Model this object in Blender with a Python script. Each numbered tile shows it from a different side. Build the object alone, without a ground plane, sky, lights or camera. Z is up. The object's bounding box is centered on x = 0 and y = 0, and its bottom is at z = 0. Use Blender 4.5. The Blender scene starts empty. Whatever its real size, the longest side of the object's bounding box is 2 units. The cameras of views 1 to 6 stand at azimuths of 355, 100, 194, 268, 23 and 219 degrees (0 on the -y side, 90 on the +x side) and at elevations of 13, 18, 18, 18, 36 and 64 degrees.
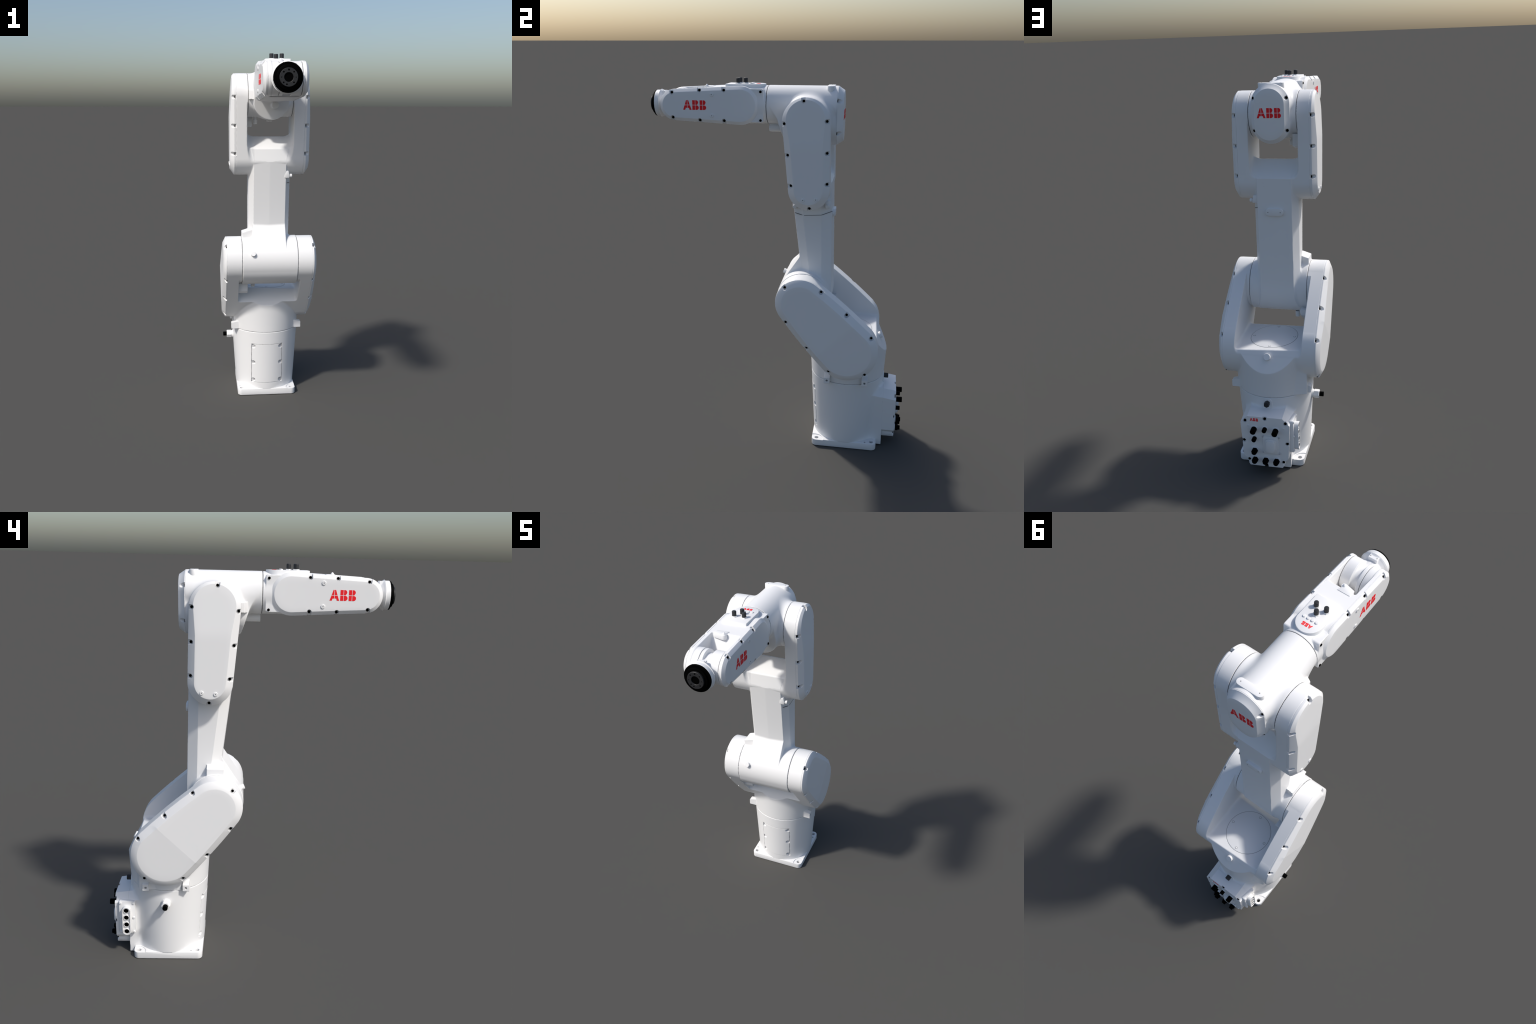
"""Six-axis white industrial robot arm, built part by part.
Castings are modelled as smooth blends of simple solids (cylinders, cones,
tapered slots, planes) and polygonised; covers, plates, plugs and screws are
lofted / turned polygon parts."""
import bpy, bmesh, math
import numpy as np
from mathutils import Vector, Matrix

# ------------------------------------------------------------------ layout
J1Y = 0.378                                   # vertical base axis at x=0, y=J1Y
SH1, SH1R = (0.131, 0.881), 0.133             # shoulder joint axis (y, z), radius
SH2, SH2R = (0.378, 0.627), 0.164             # lower end of shoulder fork
SH_BOW = 0.0050                               # its long edges bow out slightly
EL1, EL1R = (0.138, 1.8055), 0.1168            # elbow joint axis
EL2, EL2R = (0.158, 1.4720), 0.1045            # lower end of elbow fork
WR1, WR1R = (-0.207, 1.868), 0.0965           # rear end of wrist housing
WR2, WR2R = (-0.547, 1.868), 0.0790           # wrist tilt axis
AX4Z = 1.868                                  # forearm roll axis height

# ------------------------------------------------------------------ materials
def make_material(name, colour, rough, spec=0.5, bevel=0.0, metallic=0.0, mottling=0.0, coat=0.0):
    m = bpy.data.materials.new(name)
    m.use_nodes = True
    nt = m.node_tree
    b = nt.nodes["Principled BSDF"]
    b.inputs["Base Color"].default_value = (*colour, 1)
    b.inputs["Roughness"].default_value = rough
    b.inputs["Specular IOR Level"].default_value = spec
    b.inputs["Metallic"].default_value = metallic
    b.inputs["Coat Weight"].default_value = coat
    if bevel > 0:
        bv = nt.nodes.new("ShaderNodeBevel")
        bv.samples = 4
        bv.inputs["Radius"].default_value = bevel
        nt.links.new(bv.outputs["Normal"], b.inputs["Normal"])
    if mottling > 0:
        tc = nt.nodes.new("ShaderNodeTexCoord")
        no = nt.nodes.new("ShaderNodeTexNoise")
        no.inputs["Scale"].default_value = 9.0
        no.inputs["Detail"].default_value = 3.0
        mr = nt.nodes.new("ShaderNodeMapRange")
        mr.inputs["To Min"].default_value = rough - mottling
        mr.inputs["To Max"].default_value = rough + mottling
        nt.links.new(tc.outputs["Object"], no.inputs["Vector"])
        nt.links.new(no.outputs["Fac"], mr.inputs["Value"])
        nt.links.new(mr.outputs["Result"], b.inputs["Roughness"])
    return m

WHITE = make_material("white_paint", (0.80, 0.80, 0.80), 0.42, 0.35, bevel=0.0022, mottling=0.03)
CAST = make_material("white_paint_casting", (0.80, 0.80, 0.80), 0.42, 0.35, mottling=0.03)
BLACK = make_material("black_steel", (0.0008, 0.0008, 0.0008), 0.6, 0.03)
PLUG = make_material("black_rubber_plug", (0.022, 0.023, 0.025), 0.5, 0.35)
GREY = make_material("dark_grey_flange", (0.020, 0.0205, 0.022), 0.45, 0.35)
GAP_DARK = make_material("painted_gap_shadow", (0.10, 0.10, 0.105), 0.7, 0.2)  # dark grey that paints in the darkness inside joint gaps
RED = make_material("red_print", (0.83, 0.013, 0.020), 0.5, 0.3)
STEEL = make_material("zinc_screw", (0.55, 0.55, 0.56), 0.4, 0.5)

# ------------------------------------------------------------------ objects
ROOT = bpy.data.objects.new("robot_arm", None)
bpy.context.scene.collection.objects.link(ROOT)
ROOT.location = (0, J1Y, 0)
ROOT["label"] = "white six-axis industrial robot arm with red lettering"
ROOT["category"] = "industrial robot"

def add(name, mesh, mat, parent=None, loc=None, rot=None):
    o = bpy.data.objects.new(name, mesh)
    bpy.context.scene.collection.objects.link(o)
    if mat is not None and not mesh.materials:
        mesh.materials.append(mat)
    M = Matrix.Identity(4)
    if rot is not None:
        M = rot.to_4x4()
    if loc is not None:
        M = Matrix.Translation(loc) @ M
    p = parent or ROOT
    o.parent = p
    base = Matrix.Translation((0, J1Y, 0)) if p is ROOT else p["_world"]
    base = Matrix(base) if not isinstance(base, Matrix) else base
    o.matrix_parent_inverse = base.inverted()
    o.matrix_basis = M
    o["_world"] = [list(r) for r in M]
    return o

def from_bm(bm, name, angle=32):
    bmesh.ops.recalc_face_normals(bm, faces=bm.faces)
    me = bpy.data.meshes.new(name)
    bm.to_mesh(me)
    bm.free()
    smooth(me, angle)
    return me

def smooth(me, angle=32):
    for p in me.polygons:
        p.use_smooth = True
    try:
        me.set_sharp_from_angle(angle=math.radians(angle))
    except Exception:
        pass

# ------------------------------------------------------------------ distance solids
def circ(a, b, c, r):
    return np.hypot(a - c[0], b - c[1]) - r

def slot2(a, b, c1, r1, c2, r2, bow=0.0):
    """2D distance to the hull of two circles (tapered slot)."""
    d = np.array([c2[0] - c1[0], c2[1] - c1[1]])
    L = np.hypot(*d); d = d / L
    pa, pb = a - c1[0], b - c1[1]
    py = pa * d[0] + pb * d[1]
    px = np.abs(-pa * d[1] + pb * d[0])
    k = (r1 - r2) / L
    s = math.sqrt(1 - k * k)
    t = -px * k + py * s            # projection along slanted edge
    side = px * s + py * k - r1
    lo = np.hypot(px, py) - r1
    hi = np.hypot(px, py - L) - r2
    if bow:
        f = np.clip(t / (L * s), 0, 1)
        side = side - bow * 4 * f * (1 - f)
    return np.where(t < 0, lo, np.where(t > L * s, hi, side))

def ext(d2, w, h, rnd=0.0):
    """extrude a 2D distance by half height h, edges rounded by rnd"""
    u = d2 + rnd
    v = np.abs(w) - h + rnd
    return np.minimum(np.maximum(u, v), 0) + np.hypot(np.maximum(u, 0), np.maximum(v, 0)) - rnd

def box(x, y, z, lo, hi, rnd=0.0):
    c = [(a + b) / 2 for a, b in zip(lo, hi)]
    h = [(b - a) / 2 - rnd for a, b in zip(lo, hi)]
    q = [np.abs(p - cc) - hh for p, cc, hh in zip((x, y, z), c, h)]
    out = np.sqrt(sum(np.maximum(v, 0) ** 2 for v in q))
    return out + np.minimum(np.maximum(np.maximum(q[0], q[1]), q[2]), 0) - rnd

def span(t, lo, hi):
    return t - (lo + hi) / 2, (hi - lo) / 2

def su(a, b, k):                       # smooth union
    h = np.maximum(k - np.abs(a - b), 0) / k
    return np.minimum(a, b) - h * h * k * 0.25

def sx(a, b, k):                       # smooth intersection
    return -su(-a, -b, k)

def line_plane(a, b, p, q):
    """signed distance to the line p->q, positive on its left side"""
    dx, dy = q[0] - p[0], q[1] - p[1]
    L = math.hypot(dx, dy)
    return ((a - p[0]) * -dy + (b - p[1]) * dx) / L

def polygonise(fn, lo, hi, h):
    """surface nets, then vertices are walked onto the exact surface"""
    n = [int(math.ceil((b - a) / h)) + 1 for a, b in zip(lo, hi)]
    ax = [lo[i] + h * np.arange(n[i]) for i in range(3)]
    F = np.empty(n, dtype=np.float32)
    Y, Z = np.meshgrid(ax[1], ax[2], indexing="ij")
    step = 8
    for i in range(0, n[0], step):
        xs = ax[0][i:i + step]
        F[i:i + step] = fn(xs[:, None, None], Y[None], Z[None])
    S = F < 0
    c = np.zeros([m - 1 for m in n], dtype=np.int8)
    for dx in (0, 1):
        for dy in (0, 1):
            for dz in (0, 1):
                c += S[dx:n[0] - 1 + dx, dy:n[1] - 1 + dy, dz:n[2] - 1 + dz]
    act = (c > 0) & (c < 8)
    idx = -np.ones(act.shape, dtype=np.int64)
    I = np.argwhere(act)
    idx[act] = np.arange(len(I))
    acc = np.zeros((len(I), 3)); cnt = np.zeros(len(I))
    corners = [(a, b, d) for a in (0, 1) for b in (0, 1) for d in (0, 1)]
    for a in range(8):
        for b in range(a + 1, 8):
            A, B = np.array(corners[a]), np.array(corners[b])
            if np.abs(A - B).sum() != 1:
                continue
            fa = F[tuple((I + A).T)].astype(np.float64); fb = F[tuple((I + B).T)].astype(np.float64)
            m = (fa < 0) != (fb < 0)
            t = np.where(m, fa / np.where(fa == fb, 1, fa - fb), 0)
            acc[m] += (A + (B - A) * t[:, None])[m]
            cnt[m] += 1
    V = np.array(lo) + h * (I + acc / cnt[:, None])
    quads = []
    for axis in range(3):
        o1, o2 = [(1, 2), (2, 0), (0, 1)][axis]
        sl0 = [slice(None)] * 3; sl1 = [slice(None)] * 3
        sl0[axis] = slice(0, n[axis] - 1); sl1[axis] = slice(1, n[axis])
        ch = S[tuple(sl0)] != S[tuple(sl1)]
        E = np.argwhere(ch)
        E = E[(E[:, o1] > 0) & (E[:, o2] > 0) & (E[:, o1] < n[o1] - 1) & (E[:, o2] < n[o2] - 1)]
        d1 = np.zeros(3, int); d1[o1] = 1
        d2 = np.zeros(3, int); d2[o2] = 1
        q = np.stack([idx[tuple((E - d1 - d2).T)], idx[tuple((E - d2).T)],
                      idx[tuple(E.T)], idx[tuple((E - d1).T)]], 1)
        flip = ~S[tuple(E.T)]
        q[flip] = q[flip][:, ::-1]
        quads.append(q)
    Q = np.concatenate(quads)
    def grad(P, e):
        g = np.empty_like(P)
        for k in range(3):
            d = np.zeros(3); d[k] = e
            a, b = P + d, P - d
            g[:, k] = (fn(a[:, 0], a[:, 1], a[:, 2]) - fn(b[:, 0], b[:, 1], b[:, 2])) / (2 * e)
        return g
    for _ in range(2):
        g = grad(V, 0.0004)
        f = fn(V[:, 0], V[:, 1], V[:, 2])
        stp = f / np.maximum((g * g).sum(1), 0.3)
        V -= g * np.clip(stp, -0.6 * h, 0.6 * h)[:, None]
    N = grad(V, 0.0009)
    N /= np.maximum(np.linalg.norm(N, axis=1), 1e-9)[:, None]
    return V, Q, N

def casting(name, fn, lo, hi, h, mat=None, parent=None):
    V, Q, N = polygonise(fn, lo, hi, h)
    me = bpy.data.meshes.new(name)
    me.vertices.add(len(V)); me.vertices.foreach_set("co", V.astype(np.float32).ravel())
    me.loops.add(len(Q) * 4); me.loops.foreach_set("vertex_index", Q.astype(np.int32).ravel())
    me.polygons.add(len(Q)); me.polygons.foreach_set("loop_start", (np.arange(len(Q)) * 4).astype(np.int32))
    me.update(calc_edges=True)
    me.validate()
    for p in me.polygons:
        p.use_smooth = True
    me.normals_split_custom_set_from_vertices(N.astype(np.float32))
    return add(name, me, mat or CAST, parent)

# ------------------------------------------------------------------ polygon helpers
def frame(axis):
    """(u, v, w) columns; w is the axis direction"""
    w = Vector(axis).normalized()
    if abs(w.z) > 0.9:
        u = Vector((1, 0, 0))
    else:
        u = w.cross(Vector((0, 0, 1))).normalized()
    v = w.cross(u)
    return u, v, w

def turned(profile, centre, axis, seg=64, name="turned", bm=None, phase=0.0):
    """lathe: profile = [(radius, height along axis)...]; closed with caps"""
    own = bm is None
    bm = bm or bmesh.new()
    u, v, w = frame(axis)
    c = Vector(centre)
    rings = []
    for r, t in profile:
        if r < 1e-6:
            rings.append([bm.verts.new(c + w * t)])
        else:
            rings.append([bm.verts.new(c + w * t + u * (r * math.cos(phase + 2 * math.pi * i / seg)) + v * (r * math.sin(phase + 2 * math.pi * i / seg))) for i in range(seg)])
    for a, b in zip(rings, rings[1:]):
        for i in range(seg):
            j = (i + 1) % seg
            if len(a) == 1 and len(b) == 1:
                continue
            if len(a) == 1:
                bm.faces.new((a[0], b[i], b[j]))
            elif len(b) == 1:
                bm.faces.new((a[i], a[j], b[0]))
            else:
                bm.faces.new((a[i], a[j], b[j], b[i]))
    if len(rings[0]) > 1:
        bm.faces.new(rings[0][::-1])
    if len(rings[-1]) > 1:
        bm.faces.new(rings[-1])
    if own:
        return from_bm(bm, name)
    return bm

def slab(poly, axis, t0, t1, bevel=0.0, bm=None, name="slab", segs=2):
    """extrude polygon. axis 'x': poly=(y,z); 'y': poly=(x,z); 'z': poly=(x,y)"""
    own = bm is None
    b2 = bmesh.new()
    def P(p, t):
        return {"x": (t, p[0], p[1]), "y": (p[0], t, p[1]), "z": (p[0], p[1], t)}[axis]
    a = [b2.verts.new(P(p, t0)) for p in poly]
    b = [b2.verts.new(P(p, t1)) for p in poly]
    n = len(poly)
    b2.faces.new(a); b2.faces.new(b[::-1])
    for i in range(n):
        b2.faces.new((a[i], a[(i + 1) % n], b[(i + 1) % n], b[i]))
    bmesh.ops.recalc_face_normals(b2, faces=b2.faces)
    if bevel > 0:
        es = [e for e in b2.edges if e.calc_face_angle(0) > 0.5]
        bmesh.ops.bevel(b2, geom=es, offset=bevel, segments=segs, profile=0.5, affect="EDGES")
    if own:
        return from_bm(b2, name)
    tmp = bpy.data.meshes.new("tmp"); b2.to_mesh(tmp); b2.free(); bm.from_mesh(tmp); bpy.data.meshes.remove(tmp)
    return bm

def rect(a0, b0, a1, b1):
    return [(a0, b0), (a1, b0), (a1, b1), (a0, b1)]

def round_rect(a0, b0, a1, b1, r, n=8):
    pts = []
    for cx, cy, s in ((a1 - r, b1 - r, 0), (a0 + r, b1 - r, 1), (a0 + r, b0 + r, 2), (a1 - r, b0 + r, 3)):
        for i in range(n + 1):
            t = (s + i / n) * math.pi / 2
            pts.append((cx + r * math.cos(t), cy + r * math.sin(t)))
    return pts

def slot_outline(c1, r1, c2, r2, narc=28, nedge=14, bow=0.0):
    """outline of a tapered slot: list of (foot point, outward normal, radius)"""
    d = Vector((c2[0] - c1[0], c2[1] - c1[1])); L = d.length; d /= L
    th = math.acos((r1 - r2) / L)          # angle of tangent normal from d
    base = math.atan2(d.y, d.x)
    out = []
    for i in range(narc + 1):              # around c1, from +th to 2pi-th
        t = base + th + (2 * math.pi - 2 * th) * i / narc
        out.append((Vector(c1), Vector((math.cos(t), math.sin(t))), r1))
    t = base - th
    for i in range(1, nedge):
        f = i / nedge
        out.append((Vector(c1).lerp(Vector(c2), f), Vector((math.cos(t), math.sin(t))), r1 + (r2 - r1) * f + bow * 4 * f * (1 - f)))
    for i in range(narc + 1):
        t = base - th + 2 * th * i / narc
        out.append((Vector(c2), Vector((math.cos(t), math.sin(t))), r2))
    t = base + th
    for i in range(1, nedge):
        f = 1 - i / nedge
        out.append((Vector(c1).lerp(Vector(c2), f), Vector((math.cos(t), math.sin(t))), r1 + (r2 - r1) * f + bow * 4 * f * (1 - f)))
    return out

def subtract(me, cutter_bm, name, angle=32):
    cm = bpy.data.meshes.new("cut")
    bmesh.ops.recalc_face_normals(cutter_bm, faces=cutter_bm.faces)
    cutter_bm.to_mesh(cm); cutter_bm.free()
    a = bpy.data.objects.new("a", me); b = bpy.data.objects.new("b", cm)
    sc = bpy.context.scene.collection
    sc.objects.link(a); sc.objects.link(b)
    m = a.modifiers.new("d", "BOOLEAN"); m.operation = "DIFFERENCE"; m.object = b; m.solver = "EXACT"
    m.use_self = True
    dg = bpy.context.evaluated_depsgraph_get(); dg.update()
    r = bpy.data.meshes.new_from_object(a.evaluated_get(dg)); r.name = name
    bpy.data.objects.remove(a); bpy.data.objects.remove(b); bpy.data.meshes.remove(cm)
    smooth(r, angle)
    return r

def slot_cover(name, c1, r1, c2, r2, side, x_in, x_edge, face, slope, notches, floor, notch_r, gap=0.0006, inset=None, crease=None, bow=0.0):
    """bevelled lid over a tapered slot; notches=[(y,z)] are cut open to the rim"""
    ol = slot_outline(c1, r1 - gap, c2, r2 - gap, bow=bow)
    bm = bmesh.new()
    rings = []
    def ring(f_inset, f_x):
        vs = []
        for foot, nrm, r in ol:
            p0 = foot + nrm * r
            i = f_inset(p0, r)
            p = foot + nrm * max(r - i, 0.0)
            vs.append(bm.verts.new((side * f_x(p), p.x, p.y)))
        rings.append(vs)
    wide = lambda p: inset if inset else (face(p) - x_edge) * slope
    ring(lambda p, r: 0.0, lambda p: x_in)
    ring(lambda p, r: 0.0, lambda p: x_edge - 0.0012)
    ring(lambda p, r: 0.0012, lambda p: x_edge)
    ring(lambda p, r: wide(p) - 0.0015, lambda p: face(p) - 0.0004)
    ring(lambda p, r: wide(p) + 0.0020, lambda p: face(p))
    for f in (0.45, 0.65, 0.82, 1.0):
        ring(lambda p, r, f=f: r * f, lambda p: face(p))
    n = len(ol)
    for a, b in zip(rings, rings[1:]):
        for i in range(n):
            j = (i + 1) % n
            bm.faces.new((a[i], a[j], b[j], b[i]))
    bm.faces.new(rings[0][::-1])
    bmesh.ops.remove_doubles(bm, verts=bm.verts, dist=1e-5)
    # close the middle seam if any border is left
    be = [e for e in bm.edges if e.is_boundary]
    if be:
        bmesh.ops.holes_fill(bm, edges=be, sides=0)
    if crease:                                 # (point, direction) of a fold line across the face
        cp, cn = Vector((0, *crease[0])), Vector((0, *crease[1]))
        cut = bmesh.ops.bisect_plane(bm, geom=bm.verts[:] + bm.edges[:] + bm.faces[:], plane_co=cp, plane_no=cn, dist=1e-5)
        for v in [g for g in cut["geom_cut"] if isinstance(g, bmesh.types.BMVert)]:
            if abs(v.co.x) > x_edge + 0.012:
                v.co.x = side * face(Vector((v.co.y, v.co.z)))
    me = from_bm(bm, name, 24)
    if notches:
        cb = bmesh.new()
        ax = Vector((c2[0] - c1[0], c2[1] - c1[1]))
        for (y, z) in notches:
            p = Vector((y, z))
            f = min(max((p - Vector(c1)).dot(ax) / ax.length_squared, 0), 1)
            out = (p - (Vector(c1) + ax * f)).normalized()
            tan = Vector((-out.y, out.x))
            pts = []
            for i in range(13):
                t = math.pi * i / 12
                pts.append(p + tan * (notch_r * math.cos(t)) - out * (notch_r * math.sin(t)))
            pts.append(p - tan * notch_r + out * 0.05)
            pts.append(p + tan * notch_r + out * 0.05)
            slab([(q.x, q.y) for q in pts], "x", side * floor, side * (floor + 0.08), bm=cb)
            rim = [p + tan * (notch_r * 0.98) + out * 0.0085, p - tan * (notch_r * 0.98) + out * 0.0085, p - tan * (notch_r * 0.98) + out * 0.05, p + tan * (notch_r * 0.98) + out * 0.05]
            slab([(q.x, q.y) for q in rim], "x", side * (floor - 0.03), side * (floor + 0.001), bm=cb)
        me = subtract(me, cb, name, 24)
    if crease:
        on = [abs((v.co - cp).dot(cn)) < 1e-4 and abs(v.co.x) > x_edge + 0.001 for v in me.vertices]
        for e in me.edges:
            if on[e.vertices[0]] and on[e.vertices[1]]:
                e.use_edge_sharp = True
    o = add(name, me, WHITE)
    return o

# shared small parts -------------------------------------------------------
def cap_screw_mesh(r, h):
    me = turned([(r * 0.9, 0.0), (r, 0.0002), (r, h - r * 0.18), (r * 0.85, h)], (0, 0, 0), (0, 0, 1), 20, "screw")
    me.materials.append(BLACK)
    return me
SCREW = cap_screw_mesh(0.0064, 0.005)
SCREW_BIG = cap_screw_mesh(0.0070, 0.005)

def toward(d):
    return Vector((0, 0, 1)).rotation_difference(Vector(d)).to_matrix()

def screws(parent, pts, direction, mesh=None, name="screw"):
    for p in pts:
        add(name, mesh or SCREW, None, parent, loc=p, rot=toward(direction))

# ------------------------------------------------------------------ lettering
def lettering(name, origin, right, up, height, depth=0.0006, parent=None):
    """three block capitals, each split by one upright and one level gap"""
    def arc(cx, cy, rx, ry, a0, a1, n=10):
        return [(cx + rx * math.cos(a0 + (a1 - a0) * i / n), cy + ry * math.sin(a0 + (a1 - a0) * i / n)) for i in range(n + 1)]
    h = math.pi / 2
    A = [[(0.0, 0.0), (0.22, 0.0), (0.285, 0.2), (0.435, 0.2), (0.435, 0.475), (0.165, 0.475)],
         [(0.185, 0.525), (0.435, 0.525), (0.435, 1.0), (0.345, 1.0)]]
    A += [[(0.92 - x, y) for x, y in reversed(p)] for p in A]
    B = [[(0, 0), (0.29, 0), (0.29, 0.475), (0, 0.475)],
         [(0, 0.525), (0.29, 0.525), (0.29, 1.0), (0, 1.0)],
         [(0.34, 0.0)] + arc(0.46, 0.2375, 0.24, 0.2375, -h, h)[0:11] + [(0.34, 0.475)],
         [(0.34, 0.525), (0.52, 0.525)] + arc(0.42, 0.775, 0.22, 0.225, -0.75, h) + [(0.34, 1.0)]]
    glyphs = [(A, 0.0), (B, 1.01), (B, 1.82)]
    W = 1.82 + 0.70
    o, r, u = Vector(origin), Vector(right).normalized(), Vector(up).normalized()
    nrm = r.cross(u)
    for polys, x0 in glyphs:
        bm = bmesh.new()
        for p in polys:
            lo, hi = [], []
            for (x, y) in p:
                q = o + r * ((x + x0 - W / 2) * height) + u * ((y - 0.5) * height)
                lo.append(bm.verts.new(q - nrm * 0.002)); hi.append(bm.verts.new(q + nrm * depth))
            n = len(p)
            bm.faces.new(hi)
            bm.faces.new(lo[::-1])
            for i in range(n):
                bm.faces.new((lo[i], lo[(i + 1) % n], hi[(i + 1) % n], hi[i]))
        add(name, from_bm(bm, name), RED, parent)

# ================================================================== BASE
def col_r(z):
    return 0.1785 + 0.059 * z

def base_fn(x, y, z):
    r = np.hypot(x, y - J1Y)
    cone = (r - col_r(z)) * 0.998
    d = sx(cone, z - 0.4105, 0.004)
    d = np.maximum(d, 0.0376 - z)
    # rear electrical block: slanted sides and chamfered top
    ax_ = np.abs(x)
    top = line_plane(y, z, (0.50, 0.3629), (0.653, 0.3384))
    side = ax_ - (0.119 + 0.0525 * (z - 0.1))
    cham = (ax_ - 0.092) * 0.725 + (z - 0.3385 + (y - 0.653) * 0.16) * 0.688
    blk = np.maximum(np.maximum(side, top), cham)
    blk = np.maximum(blk, np.maximum(0.42 - y, 0.004 - z))
    blk = np.maximum(blk, y - 0.5845)
    d = su(d, blk, 0.014)
    # recess for the front hatch
    hatch = np.maximum(np.maximum(np.abs(x) - 0.0925, np.abs(z - 0.2065) - 0.1265), np.maximum(y - J1Y, (col_r(z) - 0.0155) - r))
    return np.maximum(d, -hatch)

base = casting("base_housing", base_fn, (-0.215, 0.160, -0.004), (0.215, 0.60, 0.42), 0.003)

# base plate with spot-faced corners and mounting holes
PX, PY0, PY1 = 0.1775, 0.1985, 0.5565
me = slab(round_rect(-PX, PY0, PX, PY1, 0.026), "z", 0.0, 0.0385, bevel=0.0018, name="base_plate")
cb = bmesh.new()
for sx_, yy in ((-1, 0.225), (1, 0.225), (-1, 0.531), (1, 0.531)):
    turned([(0.0112, -0.01), (0.0112, 0.06)], (sx_ * 0.153, yy, 0), (0, 0, 1), 32, bm=cb)
for xx, yy in ((-0.161, 0.259), (0.161, 0.496)):
    turned([(0.0052, -0.01), (0.0052, 0.06)], (xx, yy, 0), (0, 0, 1), 24, bm=cb)
me = subtract(me, cb, "base_plate")
cb = bmesh.new()
for sx_, yy in ((1, 0.216), (-1, 0.541)):
    turned([(0.047, 0.0355), (0.047, 0.06)], (sx_ * 0.170, yy, 0), (0, 0, 1), 64, bm=cb)
me = subtract(me, cb, "base_plate")
plate = add("base_plate", me, WHITE)

# front hatch: curved panel with six notched screw seats
bm = bmesh.new()
nx, nz = 24, 8
grid = {}
for k, off in ((0, 0.0006), (1, -0.0150)):
    for i in range(nx + 1):
        for j in range(nz + 1):
            x = -0.0912 + 2 * 0.0912 * i / nx
            z = 0.0812 + (0.3315 - 0.0812) * j / nz
            R = col_r(z) + off
            grid[k, i, j] = bm.verts.new((x, J1Y - math.sqrt(R * R - x * x), z))
for i in range(nx):
    for j in range(nz):
        bm.faces.new((grid[0, i, j], grid[0, i + 1, j], grid[0, i + 1, j + 1], grid[0, i, j + 1]))
        bm.faces.new((grid[1, i, j], grid[1, i, j + 1], grid[1, i + 1, j + 1], grid[1, i + 1, j]))
for i in range(nx):
    for j in (0, nz):
        bm.faces.new((grid[0, i, j], grid[0, i + 1, j], grid[1, i + 1, j], grid[1, i, j]))
for j in range(nz):
    for i in (0, nx):
        bm.faces.new((grid[0, i, j], grid[0, i, j + 1], grid[1, i, j + 1], grid[1, i, j]))
me = from_bm(bm, "front_hatch")
cb = bmesh.new()
seat = [(s * 0.0815, z) for s in (-1, 1) for z in (0.3175, 0.2115, 0.0955)]
for (x, z) in seat:
    s = 1 if x > 0 else -1
    up = 0.03 if z > 0.3 else (-0.03 if z < 0.1 else 0)
    pts = [(x + 0.0120 * math.cos(t), z + 0.0120 * math.sin(t)) for t in [2 * math.pi * i / 20 for i in range(20)]]
    yb = J1Y - math.sqrt(col_r(z) ** 2 - x * x) + 0.0120
    slab(pts, "y", yb - 0.1, yb, bm=cb)
    a, b = (x, x + 0.03) if s > 0 else (x - 0.03, x)
    lo, hi = z - 0.0119, z + 0.0119
    if up > 0: hi = z + up
    if up < 0: lo = z + up
    slab(rect(a, lo, b, hi), "y", yb - 0.1, yb + 0.0001, bm=cb)
me = subtract(me, cb, "front_hatch")
hatch = add("front_hatch", me, WHITE)
HATCH_SCREW = cap_screw_mesh(0.0062, 0.0035).copy()
HATCH_SCREW.name = "hatch_screw"; HATCH_SCREW.materials.clear(); HATCH_SCREW.materials.append(STEEL)
for (x, z) in seat:
    yb = J1Y - math.sqrt(col_r(z) ** 2 - x * x) + 0.0120
    add("screw", HATCH_SCREW, None, hatch, (x, yb, z), toward((0, -1, 0)))

# rear terminal cover (octagonal face)
outl = [(-0.087, 0.047), (-0.010, 0.046), (-0.010, 0.053), (0.010, 0.053), (0.010, 0.046), (0.087, 0.047), (0.097, 0.064), (0.0975, 0.081), (0.1192, 0.104), (0.1295, 0.299), (0.092, 0.3385),
        (-0.092, 0.3385), (-0.1295, 0.299), (-0.1192, 0.104), (-0.0975, 0.081), (-0.097, 0.064)]
me = slab(outl, "y", 0.583, 0.653, name="terminal_cover")
for v in me.vertices:                         # roof rises toward the column
    if v.co.z > 0.2:
        v.co.z += (0.653 - v.co.y) * 0.16
rear_scr = [(0.1055, 0.311), (0.0, 0.329), (-0.1075, 0.311), (0.1150, 0.193), (-0.1150, 0.193), (0.092, 0.080), (-0.092, 0.080), (0.0, 0.0545)]
cb = bmesh.new()
for (x, z) in rear_scr:
    turned([(0.0105, 0.0), (0.0105, 0.05)], (x, 0.646, z), (0, 1, 0), 24, bm=cb)
    L = math.hypot(x, z - 0.19); ox, oz = x / L, (z - 0.19) / L
    if abs(x) < 0.01: ox, oz = 0, math.copysign(1, z - 0.19)
    tx, tz = -oz, ox
    slab([(x + tx * 0.0104, z + tz * 0.0104), (x - tx * 0.0104, z - tz * 0.0104), (x - tx * 0.0104 + ox * 0.04, z - tz * 0.0104 + oz * 0.04), (x + tx * 0.0104 + ox * 0.04, z + tz * 0.0104 + oz * 0.04)], "y", 0.6462, 0.70, bm=cb)
me = subtract(me, cb, "terminal_cover")
term = add("terminal_cover", me, WHITE)
screws(term, [(x, 0.646, z) for x, z in rear_scr], (0, 1, 0), SCREW_BIG)

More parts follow.
